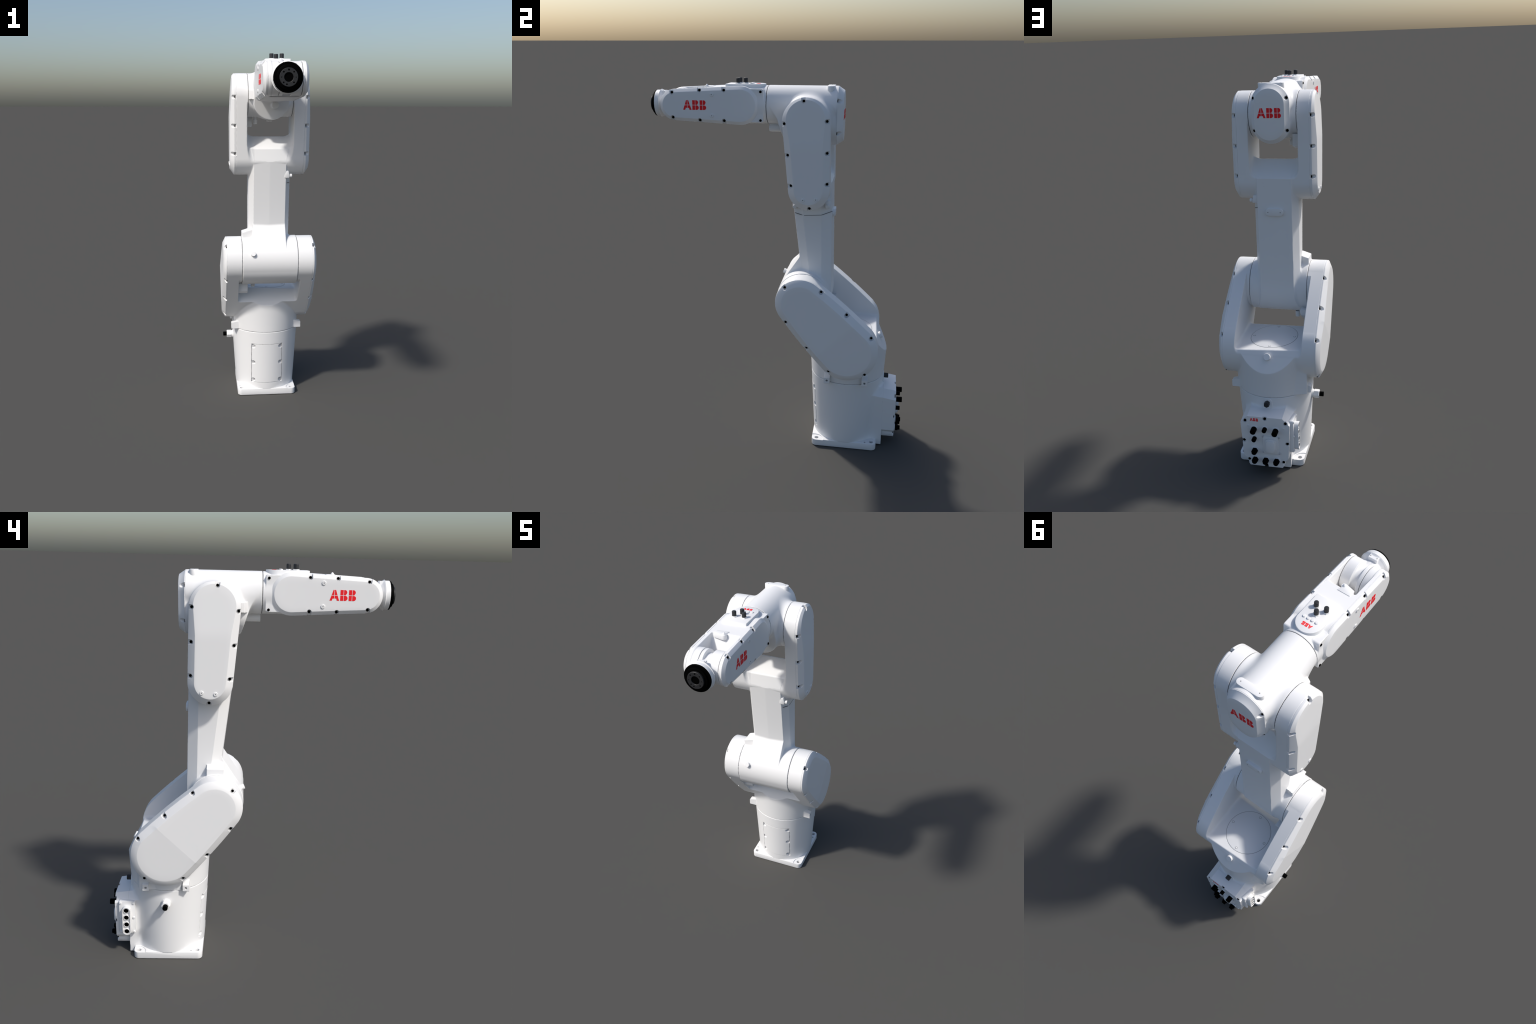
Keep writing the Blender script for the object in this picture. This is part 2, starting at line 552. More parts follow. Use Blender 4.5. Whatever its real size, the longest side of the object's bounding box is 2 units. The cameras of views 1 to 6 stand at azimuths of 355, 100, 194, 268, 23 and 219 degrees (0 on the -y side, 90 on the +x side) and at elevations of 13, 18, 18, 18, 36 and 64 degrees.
# connector caps on the terminal cover
def connector(parent, c, axis, body, nut=None, name="connector"):
    """body = (radius, length); nut = (radius, height, material)"""
    o = None
    if nut:
        me = turned([(nut[0], -0.001), (nut[0], nut[1] - 0.001), (nut[0] * 0.9, nut[1])], c, axis, 6 if nut[3] else 32, name + "_nut")
        smooth(me, 20)
        o = add(name + "_nut", me, nut[2], parent)
    r, l = body
    me = turned([(r, 0.0), (r, l - r * 0.12), (r * 0.88, l)], c, axis, 32, name)
    add(name, me, PLUG if nut and nut[2] is WHITE and parent is None else BLACK, parent)
for x, z, r, l in ((0.057, 0.268, 0.0150, 0.036), (0.0, 0.2735, 0.0118, 0.026), (-0.057, 0.268, 0.0150, 0.038), (0.0565, 0.2135, 0.0118, 0.027)):
    connector(term, (x, 0.653, z), (0, 1, 0), (r, l), (r * 1.25, 0.004, WHITE, False))
for x, z in ((0.057, 0.1425), (0.057, 0.0885), (0.0, 0.0895), (-0.057, 0.0895)):
    connector(term, (x, 0.653, z), (0, 1, 0), (0.0125, 0.034), (0.0168, 0.024, BLACK, True))
    me = turned([(0.0195, -0.001), (0.0195, 0.006), (0.018, 0.007)], (x, 0.653, z), (0, 1, 0), 32, "connector_collar")
    add("connector_collar", me, WHITE, term)
# square blanking plate with raised centre and four screws
me = slab(round_rect(-0.070, 0.128, 0.014, 0.232, 0.012), "y", 0.652, 0.6590, bevel=0.001, name="blanking_plate")
blank = add("blanking_plate", me, WHITE, term)
me = slab(round_rect(-0.058, 0.137, 0.000, 0.221, 0.020), "y", 0.656, 0.6690, bevel=0.0015, name="blanking_boss")
add("blanking_boss", me, WHITE, term)
me = slab(round_rect(-0.052, 0.144, -0.006, 0.214, 0.018), "y", 0.667, 0.6755, bevel=0.0015, name="blanking_boss")
add("blanking_boss", me, WHITE, term)
BOLT = turned([(0.005, -0.001), (0.005, 0.002), (0.0042, 0.003), (0.002, 0.003), (0.002, 0.001)], (0, 0, 0), (0, 0, 1), 16, "bolt")
BOLT.materials.append(STEEL)
WBOLT = BOLT.copy(); WBOLT.name = "white_bolt"; WBOLT.materials.clear(); WBOLT.materials.append(WHITE)
for x, z in ((0.0125, 0.228), (-0.073, 0.228), (-0.073, 0.134), (0.0125, 0.136)):
    add("bolt", BOLT, None, term, (x, 0.6575, z), toward((0, 1, 0)))
for x, z in ((0.088, 0.283), (-0.098, 0.283)):
    add("bolt", WBOLT, None, term, (x, 0.653, z), toward((0, 1, 0)))
lettering("logo_letter", (0.0565, 0.653, 0.3205), (-1, 0, 0), (0, 0, 1), 0.0175, parent=term)

# air inlet block on the -x side: plate, slotted frame, four ports
me = slab(round_rect(0.546, 0.130, 0.630, 0.316, 0.006), "x", -0.110, -0.143, bevel=0.0012, name="side_plate")
sp = add("side_plate", me, WHITE)
me = slab(round_rect(0.568, 0.131, 0.612, 0.292, 0.0219, 10), "x", -0.140, -0.166, bevel=0.001, name="port_frame")
cb = bmesh.new()
slab(round_rect(0.5725, 0.1355, 0.6075, 0.2875, 0.0174, 10), "x", -0.157, -0.20, bm=cb)
me = subtract(me, cb, "port_frame")
pf = add("port_frame", me, WHITE, sp)
for z in (0.272, 0.232, 0.192, 0.152):
    me = turned([(0.0155, 0.0), (0.0155, 0.007), (0.0145, 0.008), (0.0125, 0.008), (0.0125, 0.004)], (-0.156, 0.590, z), (-1, 0, 0), 32, "port_ring")
    add("port_ring", me, WHITE, sp)
    me = turned([(0.0126, 0.0), (0.0126, 0.0062)], (-0.156, 0.590, z), (-1, 0, 0), 32, "port_plug")
    add("port_plug", me, BLACK, sp)
for y in (0.554, 0.622):
    for z in (0.306, 0.223, 0.140):
        me = turned([(0.006, 0), (0.006, 0.004), (0.005, 0.005)], (-0.143, y, z), (-1, 0, 0), 20, "bolt")
        add("bolt", me, WHITE, sp)

# grounding plug above the terminal block
me = slab([(-0.026, 0.335), (0.026, 0.335)] + [(0.026 * math.cos(t), 0.382 + 0.026 * math.sin(t)) for t in [math.pi * i / 16 for i in range(17)]], "y", 0.56, 0.583, bevel=0.0012, name="plug_boss")
add("plug_boss", me, WHITE)
me = turned([(0.0150, 0.0), (0.0150, 0.0235), (0.0135, 0.025)], (0, 0.5825, 0.382), (0, 1, 0), 6, "plug", phase=math.pi / 6)
smooth(me, 20)
add("plug", me, PLUG)

# cable gland on the -x side of the base
gland = add("cable_gland", turned([(0.024, 0.0), (0.024, 0.0135), (0.021, 0.0145), (0.0205, 0.020)], (-0.190, 0.378, 0.342), (-1, 0, 0), 32, "cable_gland"), WHITE)
me = turned([(0.0205, 0), (0.0235, 0.002), (0.0235, 0.026), (0.0205, 0.029)], (-0.209, 0.378, 0.342), (-1, 0, 0), 6, "gland_nut")
smooth(me, 20)
add("gland_nut", me, WHITE, gland)
add("gland_plug", turned([(0.0130, 0), (0.0130, 0.022), (0.012, 0.0232)], (-0.237, 0.378, 0.342), (-1, 0, 0), 32, "gland_plug"), BLACK, gland)

# ================================================================== TURRET
FLOOR_DX, FLOOR_DY = -0.040, -0.050           # the shelf is tilted a little
def floor_z(x, y):
    return 0.6665 + FLOOR_DX * x + FLOOR_DY * (y - J1Y)

def shelf(x, y, z):
    """positive above the shelf between the shoulder forks"""
    back = (y - 0.523) * 0.862 + (z - 0.667) * 0.507
    front = line_plane(y, z, (0.203, 0.642), (0.246, 0.673))
    lip = line_plane(y, z, (0.177, 0.602), (0.203, 0.642))
    return sx(sx(z - floor_z(x, y), back, 0.004), sx(front, lip, 0.012), 0.004)

def turret_fn(x, y, z):
    r = np.hypot(x, y - J1Y)
    ax_ = np.abs(x)
    sh = shelf(x, y, z)
    cone = np.maximum((r - col_r(z)) * 0.998, sh)
    flat = box(x, y, z, (-0.197, 0.300, 0.400), (-0.08, 0.540, 0.56), 0.002)
    flat = sx(flat, line_plane(x, y, (-0.130, 0.5345), (-0.197, 0.5120)) * -1.0, 0.004)
    cone = np.minimum(cone, flat)
    cone = np.maximum(cone, 0.4125 - z)
    fork = ext(slot2(y, z, SH1, SH1R, SH2, SH2R, SH_BOW), x, 0.2425, 0.002)
    d = su(cone, fork, 0.006)
    pocket = sx(ax_ - 0.176, -sh, 0.02)
    d = sx(d, -pocket, 0.003)
    w, h = span(ax_, 0.1588, 0.30)
    boss = np.maximum(fork, ext(circ(y, z, SH1, SH1R + 0.004), w, h))
    d = np.minimum(d, boss)
    return np.maximum(d, 0.4125 - z)

turret = casting("turret", turret_fn, (-0.252, -0.012, 0.405), (0.252, 0.60, 1.025), 0.0035)
add("gap_shadow_disc", turned([(0.196, 0.0), (0.1975, 0.02)], (0, J1Y, 0.402), (0, 0, 1), 96, "gap_shadow_disc"), GAP_DARK)

# round lid on the tilted shelf with four recessed screws
FN = Vector((-FLOOR_DX, -FLOOR_DY, 1)).normalized()
FR = toward(FN)
def on_floor(x, y, h):
    return Vector((x, y, floor_z(x, y))) + FN * h
seam_me = turned([(0.1262, -0.001), (0.1262, 0.0004), (0.1248, 0.0004), (0.1248, -0.001)], (0, 0, 0), (0, 0, 1), 96, "lid_seam")
add("lid_seam", seam_me, GAP_DARK, None, on_floor(0, J1Y, 0.0), FR)
lid_me = turned([(0.1248, -0.001), (0.1248, 0.0006), (0.124, 0.0008)], (0, 0, 0), (0, 0, 1), 96, "round_lid")
lid = add("round_lid", lid_me, WHITE, None, on_floor(0, J1Y, 0.0), FR)
SEAT = turned([(0.0068, 0.0), (0.0068, 0.0003)], (0, 0, 0), (0, 0, 1), 24, "screw_seat")
SEAT.materials.append(GAP_DARK)
LIDSCREW = turned([(0.0056, 0.0), (0.0056, 0.0008), (0.0048, 0.0011)], (0, 0, 0), (0, 0, 1), 24, "lid_screw")
LIDSCREW.materials.append(WHITE)
for x, y in ((0, J1Y - 0.108), (0, J1Y + 0.110), (0.110, J1Y), (-0.110, J1Y)):
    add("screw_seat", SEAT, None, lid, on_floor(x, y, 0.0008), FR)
    add("screw", LIDSCREW, None, lid, on_floor(x, y, 0.0008), FR)
add("rubber_stop", turned([(0.0185, -0.002), (0.0185, 0.010), (0.017, 0.0125)], (0, 0.5465, 0.6267), (0, 0.862, 0.507), 32, "rubber_stop"), WHITE)

# four tapped lifting lugs round the foot of the turret
for s in (-1, 1):
    for yc in (0.277, 0.479):
        bm = bmesh.new()
        prof = [(s * 0.150, 0.4135), (s * 0.211, 0.4135), (s * 0.213, 0.416), (s * 0.213, 0.448), (s * 0.209, 0.4515), (s * 0.165, 0.461), (s * 0.150, 0.461)]
        me = slab(prof, "y", yc - 0.016, yc + 0.016, name="lifting_lug")
        cb = bmesh.new()
        turned([(0.0062, 0.0), (0.0062, 0.03)], (s * 0.192, yc, 0.432), (s, 0, 0), 24, bm=cb)
        add("lifting_lug", subtract(me, cb, "lifting_lug"), WHITE)
        bm.free()

# shoulder covers
SHN = [(0.238, 0.955), (0.372, 0.8375), (0.503, 0.7165), (0.0485, 0.9675), (0.0555, 0.775), (0.1685, 0.637), (0.287, 0.5085), (0.478, 0.5035)]
def sh_face(p):
    s = ((p.x - SH1[0]) * 0.697 - (p.y - SH1[1]) * 0.717) / 0.354
    return 0.2745 - 0.0085 * ((s - 0.75) / 0.62 if s > 0.75 else (0.75 - s) / 0.91)
for s in (-1, 1):
    cov = slot_cover("shoulder_cover", SH1, SH1R, SH2, SH2R, s, 0.2418, 0.250, sh_face, 1.38, SHN, 0.2437, 0.0120, inset=0.0335, bow=SH_BOW,
                     crease=((SH1[0] + 0.697 * 0.75 * 0.354, SH1[1] - 0.717 * 0.75 * 0.354), (0.697, -0.717)))
    screws(cov, [(s * 0.2437, y, z) for y, z in SHN], (s, 0, 0))

# dark discs modelled as the shadow between drum and forks; hard stop
for s in (-1, 1):
    add("gap_shadow_disc", turned([(0.131, 0.0), (0.131, 0.004)], (s * 0.1563, SH1[0], SH1[1]), (s, 0, 0), 96, "gap_shadow_disc"), GAP_DARK)
add("hard_stop", slab([(0.118, 0.692), (0.128, 0.676), (0.200, 0.700), (0.275, 0.752), (0.292, 0.790), (0.200, 0.780), (0.118, 0.738)], "x", -0.185, -0.122, bevel=0.003, name="hard_stop"), WHITE)

# ================================================================== UPPER ARM
def front_y(z):
    return 0.0558 + (1.45 - z) * 0.127

def upper_fn(x, y, z):
    ax_ = np.abs(x)
    drum = ext(slot2(y, z, SH1, 0.1352, (0.1350, 0.8690), 0.1350), x, 0.1565, 0.003)
    # tapering eight-sided column
    fy = front_y(z)
    by = 0.2705 + (1.22 - z) * 0.022
    back = y - by
    front = (fy - y + ax_ * 0.035)
    side = ax_ - 0.117
    cf = ((ax_ - 0.0905) * 0.047 - (y - fy - 0.0035) * 0.027) / 0.0542
    cbk = ((ax_ - 0.0905) * 0.051 + (y - by) * 0.027) / 0.0577
    col = np.maximum(np.maximum(np.maximum(front, back), side), np.maximum(cf, cbk))
    low = np.where(z < SH1[1], circ(y, z, SH1, 0.1470), -1.0)
    w1 = line_plane(y, z, (0.069, 1.518), (0.176, 1.582))
    w2 = line_plane(y, z, (0.1775, 1.582), (0.2640, 1.4930))
    w3 = line_plane(y, z, (0.0565, 1.445), (0.069, 1.518))
    web = sx(sx(w1, w2, 0.010), w3, 0.004)
    col = np.maximum(col, np.maximum(web, low))
    # slanted shoulder, tangent to the drum, running up to the column front
    tang = (y - SH1[0]) * -0.833 + (z - SH1[1]) * 0.553 - 0.1352
    along = (y - SH1[0]) * 0.553 + (z - SH1[1]) * 0.833
    wedge = np.maximum(tang, np.maximum(-along, np.maximum(y - 0.20, z - 1.10)))
    wcf = np.where(x > 0, ax_ - 0.0925, (ax_ - 0.0925) * 0.867 + (0.10 - y) * 0.0)
    wedge = sx(wedge, wcf, 0.003)
    d = su(col, wedge, 0.005)
    d = su(d, drum, np.where(y < 0.131, np.clip(along * 0.16, 0.0004, 0.016), 0.014))
    pad = box(x, y, z, (-0.1555, 0.092, 0.95), (-0.08, 0.177, 1.060), 0.003)
    pad = np.maximum(pad, (z - 1.060) * 0.95 - (x + 0.10) * 0.30)
    d = su(d, pad, 0.006)
    # elbow fork
    fork = ext(slot2(y, z, EL1, EL1R, EL2, EL2R), x, 0.1875, 0.002)
    pocket = sx(ax_ - 0.1275, -web, 0.038)
    fork = sx(fork, -pocket, 0.004)
    w, h = span(ax_, 0.1238, 0.25)
    hub = np.maximum(ext(slot2(y, z, EL1, EL1R, EL2, EL2R), x, 0.1875, 0.002), ext(circ(y, z, EL1, EL1R + 0.003), w, h))
    fork = np.minimum(fork, hub)
    return su(d, fork, np.clip((ax_ - 0.085) * 0.5, 0.0006, 0.014))

upper = casting("upper_arm", upper_fn, (-0.195, -0.015, 0.735), (0.195, 0.30, 1.935), 0.0034)

# elbow covers with two plugs each
ELN = [(0.1265, 1.9045), (0.241, 1.810), (0.245, 1.657), (0.2485, 1.504), (0.032, 1.795), (0.0505, 1.643), (0.0685, 1.491), (0.163, 1.3785)]
def el_face(p):
    return 0.2205 if p.y < 1.69 else 0.2205 - 0.0135 * (p.y - 1.69) / 0.23
WASHER = turned([(0.0098, -0.001), (0.0098, 0.0022), (0.0088, 0.0032), (0.0034, 0.0032)], (0, 0, 0), (0, 0, 1), 28, "plug_screw")
WASHER.materials.append(WHITE)
PIN = turned([(0.0022, 0.0), (0.0022, 0.0036)], (0, 0, 0), (0, 0, 1), 12, "socket")
PIN.materials.append(GAP_DARK)
def plug_screw(parent, p, d):
    add("plug_screw", WASHER, None, parent, p, toward(d))
    add("plug_socket", PIN, None, parent, p, toward(d))
for s in (-1, 1):
    cov = slot_cover("elbow_cover", EL1, EL1R, EL2, EL2R, s, 0.1868, 0.199, el_face, 1.55, ELN, 0.1915, 0.0108)
    screws(cov, [(s * 0.1915, y, z) for y, z in ELN], (s, 0, 0))
    for y, z in ((0.1325, 1.4245), (0.1965, 1.4295)):
        plug_screw(cov, (s * 0.2205, y, z), (s, 0, 0))
    add("gap_shadow_disc", turned([(0.1145, 0.0), (0.1145, 0.004)], (s * 0.1210, EL1[0], EL1[1]), (s, 0, 0), 96, "gap_shadow_disc"), GAP_DARK)

# name plate on the back, knobs and stops
def stadium_pts(cx, cz, half, r, n=14):
    pts = [(cx + half + r * math.cos(t), cz + r * math.sin(t)) for t in [-math.pi / 2 + math.pi * i / n for i in range(n + 1)]]
    pts += [(cx - half + r * math.cos(t), cz + r * math.sin(t)) for t in [math.pi / 2 + math.pi * i / n for i in range(n + 1)]]
    return pts
bp = add("rear_plate", slab(stadium_pts(-0.001, 1.3205, 0.0275, 0.0195), "y", 0.262, 0.2825, bevel=0.001, name="rear_plate"), WHITE)
for x in (-0.0325, 0.0325):
    add("plug_socket", PIN, None, bp, (x, 0.2793, 1.3205), toward((0, 1, 0)))
add("stop_knob", turned([(0.020, -0.012), (0.0135, 0.002), (0.0135, 0.013), (0.0125, 0.0145)], (-0.0975, 0.0060, 0.935), (0, -0.92, 0.39), 32, "stop_knob"), WHITE)
add("stop_peg", turned([(0.0125, 0.0), (0.0125, 0.030), (0.0112, 0.032)], (-0.088, 0.178, 0.735), (0, 0.08, -1), 24, "stop_peg"), WHITE)
for (px, py, pz) in ((0.1105, 0.080, 1.367), (0.1200, 0.247, 1.375)):
    foot = add("stop_bracket", slab([(px - 0.03, pz - 0.0125), (px, pz - 0.0125), (px, pz + 0.004), (px - 0.005, pz + 0.028), (px - 0.03, pz + 0.028)], "y", py - 0.0125, py + 0.0125, bevel=0.004, name="stop_bracket"), WHITE)
    add("stop_peg", turned([(0.0075, -0.004), (0.0075, 0.0025), (0.0102, 0.003), (0.0102, 0.0135), (0.0092, 0.0145)], (px, py, pz), (1, 0, 0), 24, "stop_peg"), WHITE, foot)
add("hard_stop", slab([(0.160, 1.632), (0.222, 1.652), (0.222, 1.715), (0.160, 1.700)], "x", -0.135, -0.094, bevel=0.003, name="hard_stop"), WHITE)

# hairline joint across the +x flank of the column
bm = bmesh.new()
pts = [(0.1005, 0.078, 1.3295), (0.1135, 0.110, 1.324), (0.1172, 0.131, 1.3215), (0.1172, 0.215, 1.3265), (0.1172, 0.222, 1.328), (0.0922, 0.272, 1.343)]
rows = []
for p in pts:
    rows.append([bm.verts.new((p[0] + dx, p[1], p[2] + dz)) for dx, dz in ((0.0004, -0.0011), (0.0004, 0.0011), (-0.004, 0.0011), (-0.004, -0.0011))])
for a, b in zip(rows, rows[1:]):
    for i in range(4):
        bm.faces.new((a[i], a[(i + 1) % 4], b[(i + 1) % 4], b[i]))
bm.faces.new(rows[0]); bm.faces.new(rows[-1][::-1])
add("arm_seam", from_bm(bm, "arm_seam"), GAP_DARK)

# ================================================================== FOREARM
def fore_fn(x, y, z):
    w, h = span(y, -0.0735, 0.279)
    tube = ext(circ(x, z, (0, AX4Z), 0.0968), w, h, 0.0015)
    w, h = span(y, -0.06, 0.279)
    belly = ext(slot2(x, z, (0, AX4Z - 0.03), 0.0885, (0, 1.7695), 0.0966), w, h, 0.0015)
    cut = (y + 0.010) * -0.95 + (z - 1.775) * -0.32
    belly = sx(belly, cut, 0.006)
    hub = ext(circ(y, z, EL1, 0.1165), x, 0.1215, 0.002)
    d = su(tube, belly, 0.006 + np.clip((0.08 - y) * 0.3, 0, 0.016))
    d = su(d, hub, 0.022)
    d = np.maximum(d, y - 0.279)
    w, h = span(y, -0.0705, 0.06)
    boss = ext(circ(x, z, (0.014, 1.752), 0.0190), w, h, 0.002)
    d = su(d, boss, 0.008)
    blk = box(x, y, z, (-0.1205, -0.011, 1.782), (-0.07, 0.06, 1.830), 0.002)
    blk = np.maximum(blk, ((-0.1205 - x) * 0.5 + (0.006 - y) * 0.87))
    return np.minimum(d, blk)
fore = casting("forearm", fore_fn, (-0.13, -0.085, 1.665), (0.13, 0.29, 1.972), 0.003)

# rear cap with red lettering
ol = slot_outline((0.0, AX4Z), 0.0962, (0.0, 1.7695), 0.0962, 32, 6)
bm = bmesh.new(); rings = []
for ins, yy in ((0, 0.2785), (0, 0.2815), (0.0015, 0.2825), (0.0205, 0.3105), (0.0225, 0.3112), (0.055, 0.3118), (0.0962, 0.3118)):
    rings.append([bm.verts.new((f.x + n.x * (r - ins), yy, f.y + n.y * (r - ins))) for f, n, r in ol])
for a, b in zip(rings, rings[1:]):
    for i in range(len(ol)):
        j = (i + 1) % len(ol)
        bm.faces.new((a[i], a[j], b[j], b[i]))
bm.faces.new(rings[0][::-1])
bmesh.ops.remove_doubles(bm, verts=bm.verts, dist=1e-5)
be = [e for e in bm.edges if e.is_boundary]
if be: bmesh.ops.holes_fill(bm, edges=be, sides=0)
me = from_bm(bm, "rear_cap", 24)
RC = [(0.0850, 1.897), (-0.0850, 1.897), (0.0850, 1.739), (-0.0850, 1.739)]
cb = bmesh.new()
for x, z in RC:
    cz = 1.868 if z > 1.85 else 1.7695
    o = Vector((x, z - cz)).normalized(); t = Vector((-o.y, o.x)); p = Vector((x, z))
    pts = [p + t * (0.0105 * math.cos(a)) - o * (0.0105 * math.sin(a)) for a in [math.pi * i / 12 for i in range(13)]]
    pts += [p - t * 0.0105 + o * 0.05, p + t * 0.0105 + o * 0.05]
    slab([(q.x, q.y) for q in pts], "y", 0.2795, 0.34, bm=cb)
me = subtract(me, cb, "rear_cap", 24)
cap = add("rear_cap", me, WHITE)
screws(cap, [(x * 0.985, 0.2770, z) for x, z in RC], (0, 1, 0), SCREW_BIG)
lettering("logo_letter", (0.0, 0.3118, 1.8275), (-1, 0, 0), (0, 0, 1), 0.0485, parent=cap)

# bar across the top of the tube
bm = bmesh.new()
bar = add("top_bar", slab(stadium_pts(0.0, 0.2430, 0.0475, 0.0185), "z", 1.935, 1.9665, bevel=0.001, name="top_bar"), WHITE)
bm.free()
for x in (-0.047, 0.047):
    add("plug_socket", PIN, None, bar, (x, 0.2430, 1.9634), toward((0, 0, 1)))
add("stop_peg", turned([(0.009, 0.0), (0.009, 0.018), (0.011, 0.0185), (0.011, 0.040), (0.010, 0.041)], (-0.076, 0.150, 1.690), (0, 0, -1), 24, "stop_peg"), WHITE)
add("stop_peg", turned([(0.012, 0.0), (0.012, 0.020), (0.015, 0.0205), (0.015, 0.026)], (-0.002, 0.10, 1.690), (0, 0, -1), 24, "stop_peg"), WHITE)
add("gap_shadow_disc", turned([(0.0945, 0.0), (0.0945, 0.006)], (0, -0.0775, AX4Z), (0, 1, 0), 96, "gap_shadow_disc"), GAP_DARK)

# ================================================================== WRIST HOUSING
def wrist_fn(x, y, z):
    w, h = span(y, -0.105, -0.0755)
    ring = ext(circ(x, z, (0, AX4Z), 0.0968), w, h, 0.0015)
    body = ext(slot2(y, z, WR1, WR1R - 0.0012, WR2, WR2R - 0.0012), x, 0.0835, 0.0015)
    neck = circ(x, z, (0, AX4Z), 0.0960)
    w, h = span(y, -0.20, -0.0765)
    neck = ext(neck, w, h, 0.001)
    d = su(body, neck, 0.012)
    w, h = span(np.abs(x), 0.052, 0.0910)
    lug = ext(box(0 * x, y, z, (-1, -0.165, 1.786), (1, -0.0895, 1.9505), 0.010), w, h, 0.0015)
    d = su(d, lug, 0.006)
    # opening for the tilting wrist
    slot = box(x, y, z, (-0.0650, -0.80, 1.70), (0.0745, -0.385, 2.05), 0.012)
    slope = line_plane(y, z, (-0.475, 1.80), (-0.383, 1.957))
    slot = sx(slot, -slope, 0.01)
    d = sx(d, -slot, 0.003)
    w, h = span(x, -0.075, -0.0300)
    hub = ext(circ(y, z, WR2, WR2R - 0.0025), w, h, 0.002)
    d = su(d, hub, 0.006)
    return d
wrist = casting("wrist_housing", wrist_fn, (-0.10, -0.635, 1.765), (0.10, -0.068, 1.972), 0.0026)

WRN = [(-0.290, 1.9435), (-0.416, 1.942), (-0.560, 1.930), (-0.5585, 1.805), (-0.416, 1.793), (-0.290, 1.792)]
for s in (-1, 1):
    cov = slot_cover("wrist_cover", WR1, WR1R, WR2, WR2R, s, 0.0828, 0.0915, lambda p: 0.1030, 1.55, WRN, 0.0905, 0.0105)
    screws(cov, [(s * 0.0905, y, z) for y, z in WRN], (s, 0, 0))
    for z in (1.921, 1.817):
        plug_screw(cov, (s * 0.1030, -0.3515, z), (s, 0, 0))
    screws(wrist, [(s * 0.0895, -0.1035, 1.937), (s * 0.0895, -0.1035, 1.7965)], (s, 0, 0))
    lettering("logo_letter", (s * 0.1030, -0.4405, 1.8685), (0, s, 0), (0, 0, 1), 0.0480, parent=cov)

# customer connection pad on top
pad_pts = [(-0.0615, -0.2885), (0.0615, -0.2885)] + [(0.0615 * math.cos(t), -0.1535 + 0.0635 * math.sin(t)) for t in [math.pi * i / 32 for i in range(33)]]
padme = slab(pad_pts, "z", 1.925, 1.9715, bevel=0.0015, name="connection_pad")
pad = add("connection_pad", padme, WHITE)
for x, y in ((0.0245, -0.2300), (-0.0265, -0.2300), (0.0, -0.1955)):
    me = turned([(0.0150, 0), (0.0150, 0.0045), (0.0140, 0.0052)], (x, y, 1.9712), (0, 0, 1), 6, "connector_nut"); smooth(me, 20)
    add("connector_nut", me, WHITE, pad)
    prof = [(0.0106, 0.0), (0.0106, 0.0255)] + [(0.0106 - 0.003 + 0.003 * math.cos(t), 0.0255 + 0.003 * math.sin(t)) for t in [math.pi / 2 * i / 5 for i in range(1, 6)]]
    add("connector", turned(prof, (x, y, 1.9712), (0, 0, 1), 32, "connector"), PLUG, pad)
BUT = turned([(0.0072, 0), (0.0072, 0.004), (0.0062, 0.005)], (0, 0, 0), (0, 0, 1), 24, "blanking_button"); BUT.materials.append(WHITE)
for x in (0.035, 0.014, -0.007, -0.028):
    add("blanking_button", BUT, None, pad, (x, -0.160, 1.9712))
lettering("logo_letter", (-0.001, -0.1285, 1.9715), (1, 0, 0), (0, 1, 0), 0.0195, parent=pad)

# latch over the rear edge of the opening
lp = [(-0.050, -0.366), (-0.050, -0.402)] + [(0.0 + 0.0135 * math.cos(t), -0.400 + 0.0135 * math.sin(t)) for t in [-math.pi * 0.6 + math.pi * 0.95 * i / 14 for i in range(15)]] + [(0.0135, -0.366)]
latch = add("latch", slab(lp, "z", 1.934, 1.9575, bevel=0.0012, name="latch"), WHITE)
add("latch_pin", turned([(0.0075, 0), (0.0075, 0.004), (0.002, 0.0105)], (0.0, -0.400, 1.956), (0, 0, 1), 24, "latch_pin"), WHITE, latch)

# ================================================================== TILTING WRIST + TOOL FLANGE
def tilt_fn(x, y, z):
    c = circ(y, z, WR2, 0.0)
    R = WR2R - 0.0035
    w, h = span(x, 0.024, 0.0725)
    a = ext(c - R, w, h, 0.002)
    w, h = span(x, -0.0280, -0.0105)
    b = ext(c - R, w, h, 0.002)
    w, h = span(x, -0.025, 0.07)
    core = ext(c - 0.058, w, h)
    d = np.minimum(su(a, core, 0.012), su(b, core, 0.006))
    rr = np.hypot(x, z - AX4Z)
    w, h = span(y, -0.655, -0.555)
    neck = ext(rr - 0.050, w, h, 0.002)
    d = su(d, neck, 0.010)
    w, h = span(y, -0.668, -0.6400)
    ring = ext(rr - 0.0668, w, h, 0.002)
    cone = np.maximum((rr - 0.0668 - (y + 0.640) * -1.1) * 0.673, np.maximum(y + 0.60, -0.645 - y))
    ring = su(ring, cone, 0.004)
    ear = box(x, y, z, (-0.023, -0.645, 1.90), (0.023, -0.6185, 1.9325), 0.0015)
    return su(np.minimum(d, ear), ring, 0.004)
tilt = casting("tilting_wrist", tilt_fn, (-0.080, -0.675, 1.785), (0.085, -0.465, 1.95), 0.0022)
for s in (-0.0165, 0.0165):
    add("plug_socket", PIN, None, tilt, (s, -0.630, 1.9296), toward((0, 0, 1)))
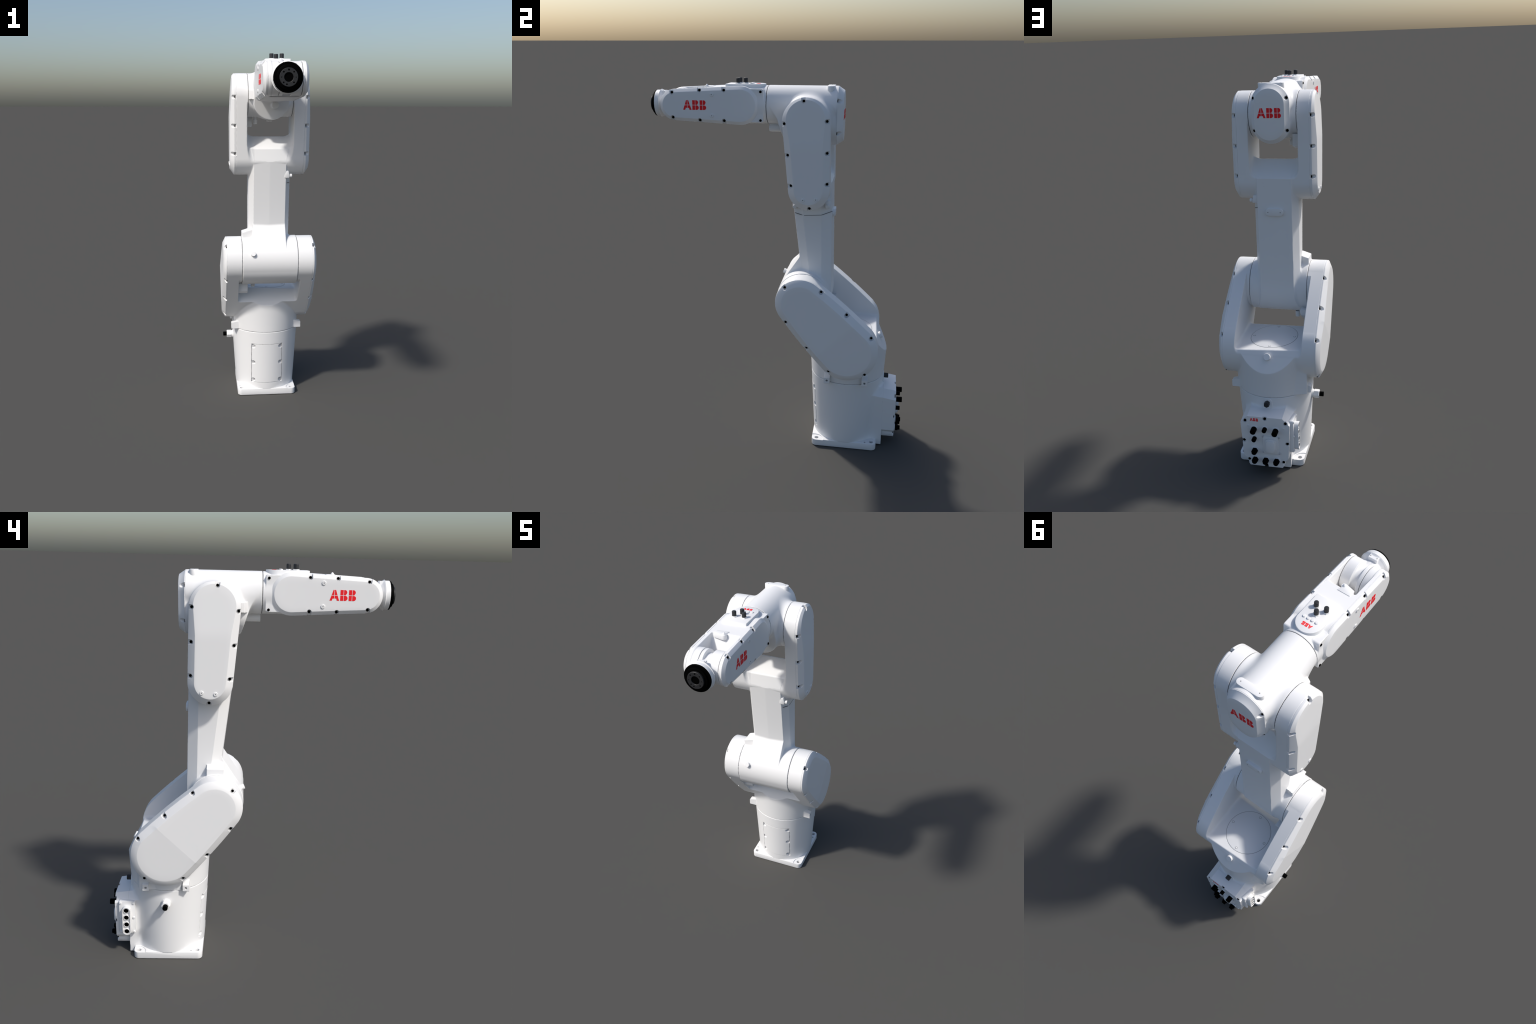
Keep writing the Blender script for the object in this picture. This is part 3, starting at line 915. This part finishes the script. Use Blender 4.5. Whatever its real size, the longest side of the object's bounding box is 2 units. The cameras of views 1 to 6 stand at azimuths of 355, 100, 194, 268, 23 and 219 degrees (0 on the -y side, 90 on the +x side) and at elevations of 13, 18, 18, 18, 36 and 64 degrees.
for x0 in (-0.0300, 0.0715):
    add("gap_shadow_disc", turned([(0.0735, 0.0), (0.0735, 0.003)], (x0, WR2[0], WR2[1]), (1, 0, 0), 96, "gap_shadow_disc"), GAP_DARK)

flange = add("tool_flange", turned([(0.0645, 0), (0.0658, 0.001), (0.0658, 0.0075), (0.0645, 0.009), (0.0545, 0.0092), (0.0535, 0.0180), (0.0515, 0.0190), (0.040, 0.0190)], (0, -0.6665, AX4Z), (0, -1, 0), 96, "tool_flange"), BLACK)
for deg in (190, 215, 250, 60, 110):
    a = math.radians(deg)
    add("flange_screw", turned([(0.0028, 0), (0.0028, 0.0045)], (0.0645 * math.cos(a), -0.6690, AX4Z + 0.0645 * math.sin(a)), (0, -1, 0), 12, "flange_screw"), BLACK, flange)
me = turned([(0.0402, 0.0), (0.0402, 0.0115), (0.0392, 0.0125), (0.0212, 0.0125), (0.0200, 0.0115), (0.0200, 0.0)], (0, -0.6820, AX4Z), (0, -1, 0), 96, "mounting_disc")
cb = bmesh.new()
for deg, r in ((90, 0.0044), (45, 0.0036), (135, 0.0036), (225, 0.0036), (315, 0.0036), (254, 0.0036), (0, 0.0022), (180, 0.0022)):
    a = math.radians(deg)
    turned([(r, 0.004), (r, 0.05)], (0.0312 * math.cos(a), -0.6820, AX4Z + 0.0312 * math.sin(a)), (0, -1, 0), 20, bm=cb)
me = subtract(me, cb, "mounting_disc")
disc = add("mounting_disc", me, GREY, flange)
for deg, r in ((90, 0.0044), (45, 0.0036), (135, 0.0036), (225, 0.0036), (315, 0.0036), (254, 0.0036), (0, 0.0022), (180, 0.0022)):
    a = math.radians(deg)
    add("bolt_hole", turned([(r, 0), (r, 0.0005)], (0.0312 * math.cos(a), -0.6866, AX4Z + 0.0312 * math.sin(a)), (0, -1, 0), 20, "bolt_hole"), BLACK, flange)
add("bore", turned([(0.0201, 0), (0.0201, 0.004)], (0, -0.6850, AX4Z), (0, -1, 0), 48, "bore"), BLACK, flange)

for o in bpy.data.objects:
    if "_world" in o:
        del o["_world"]
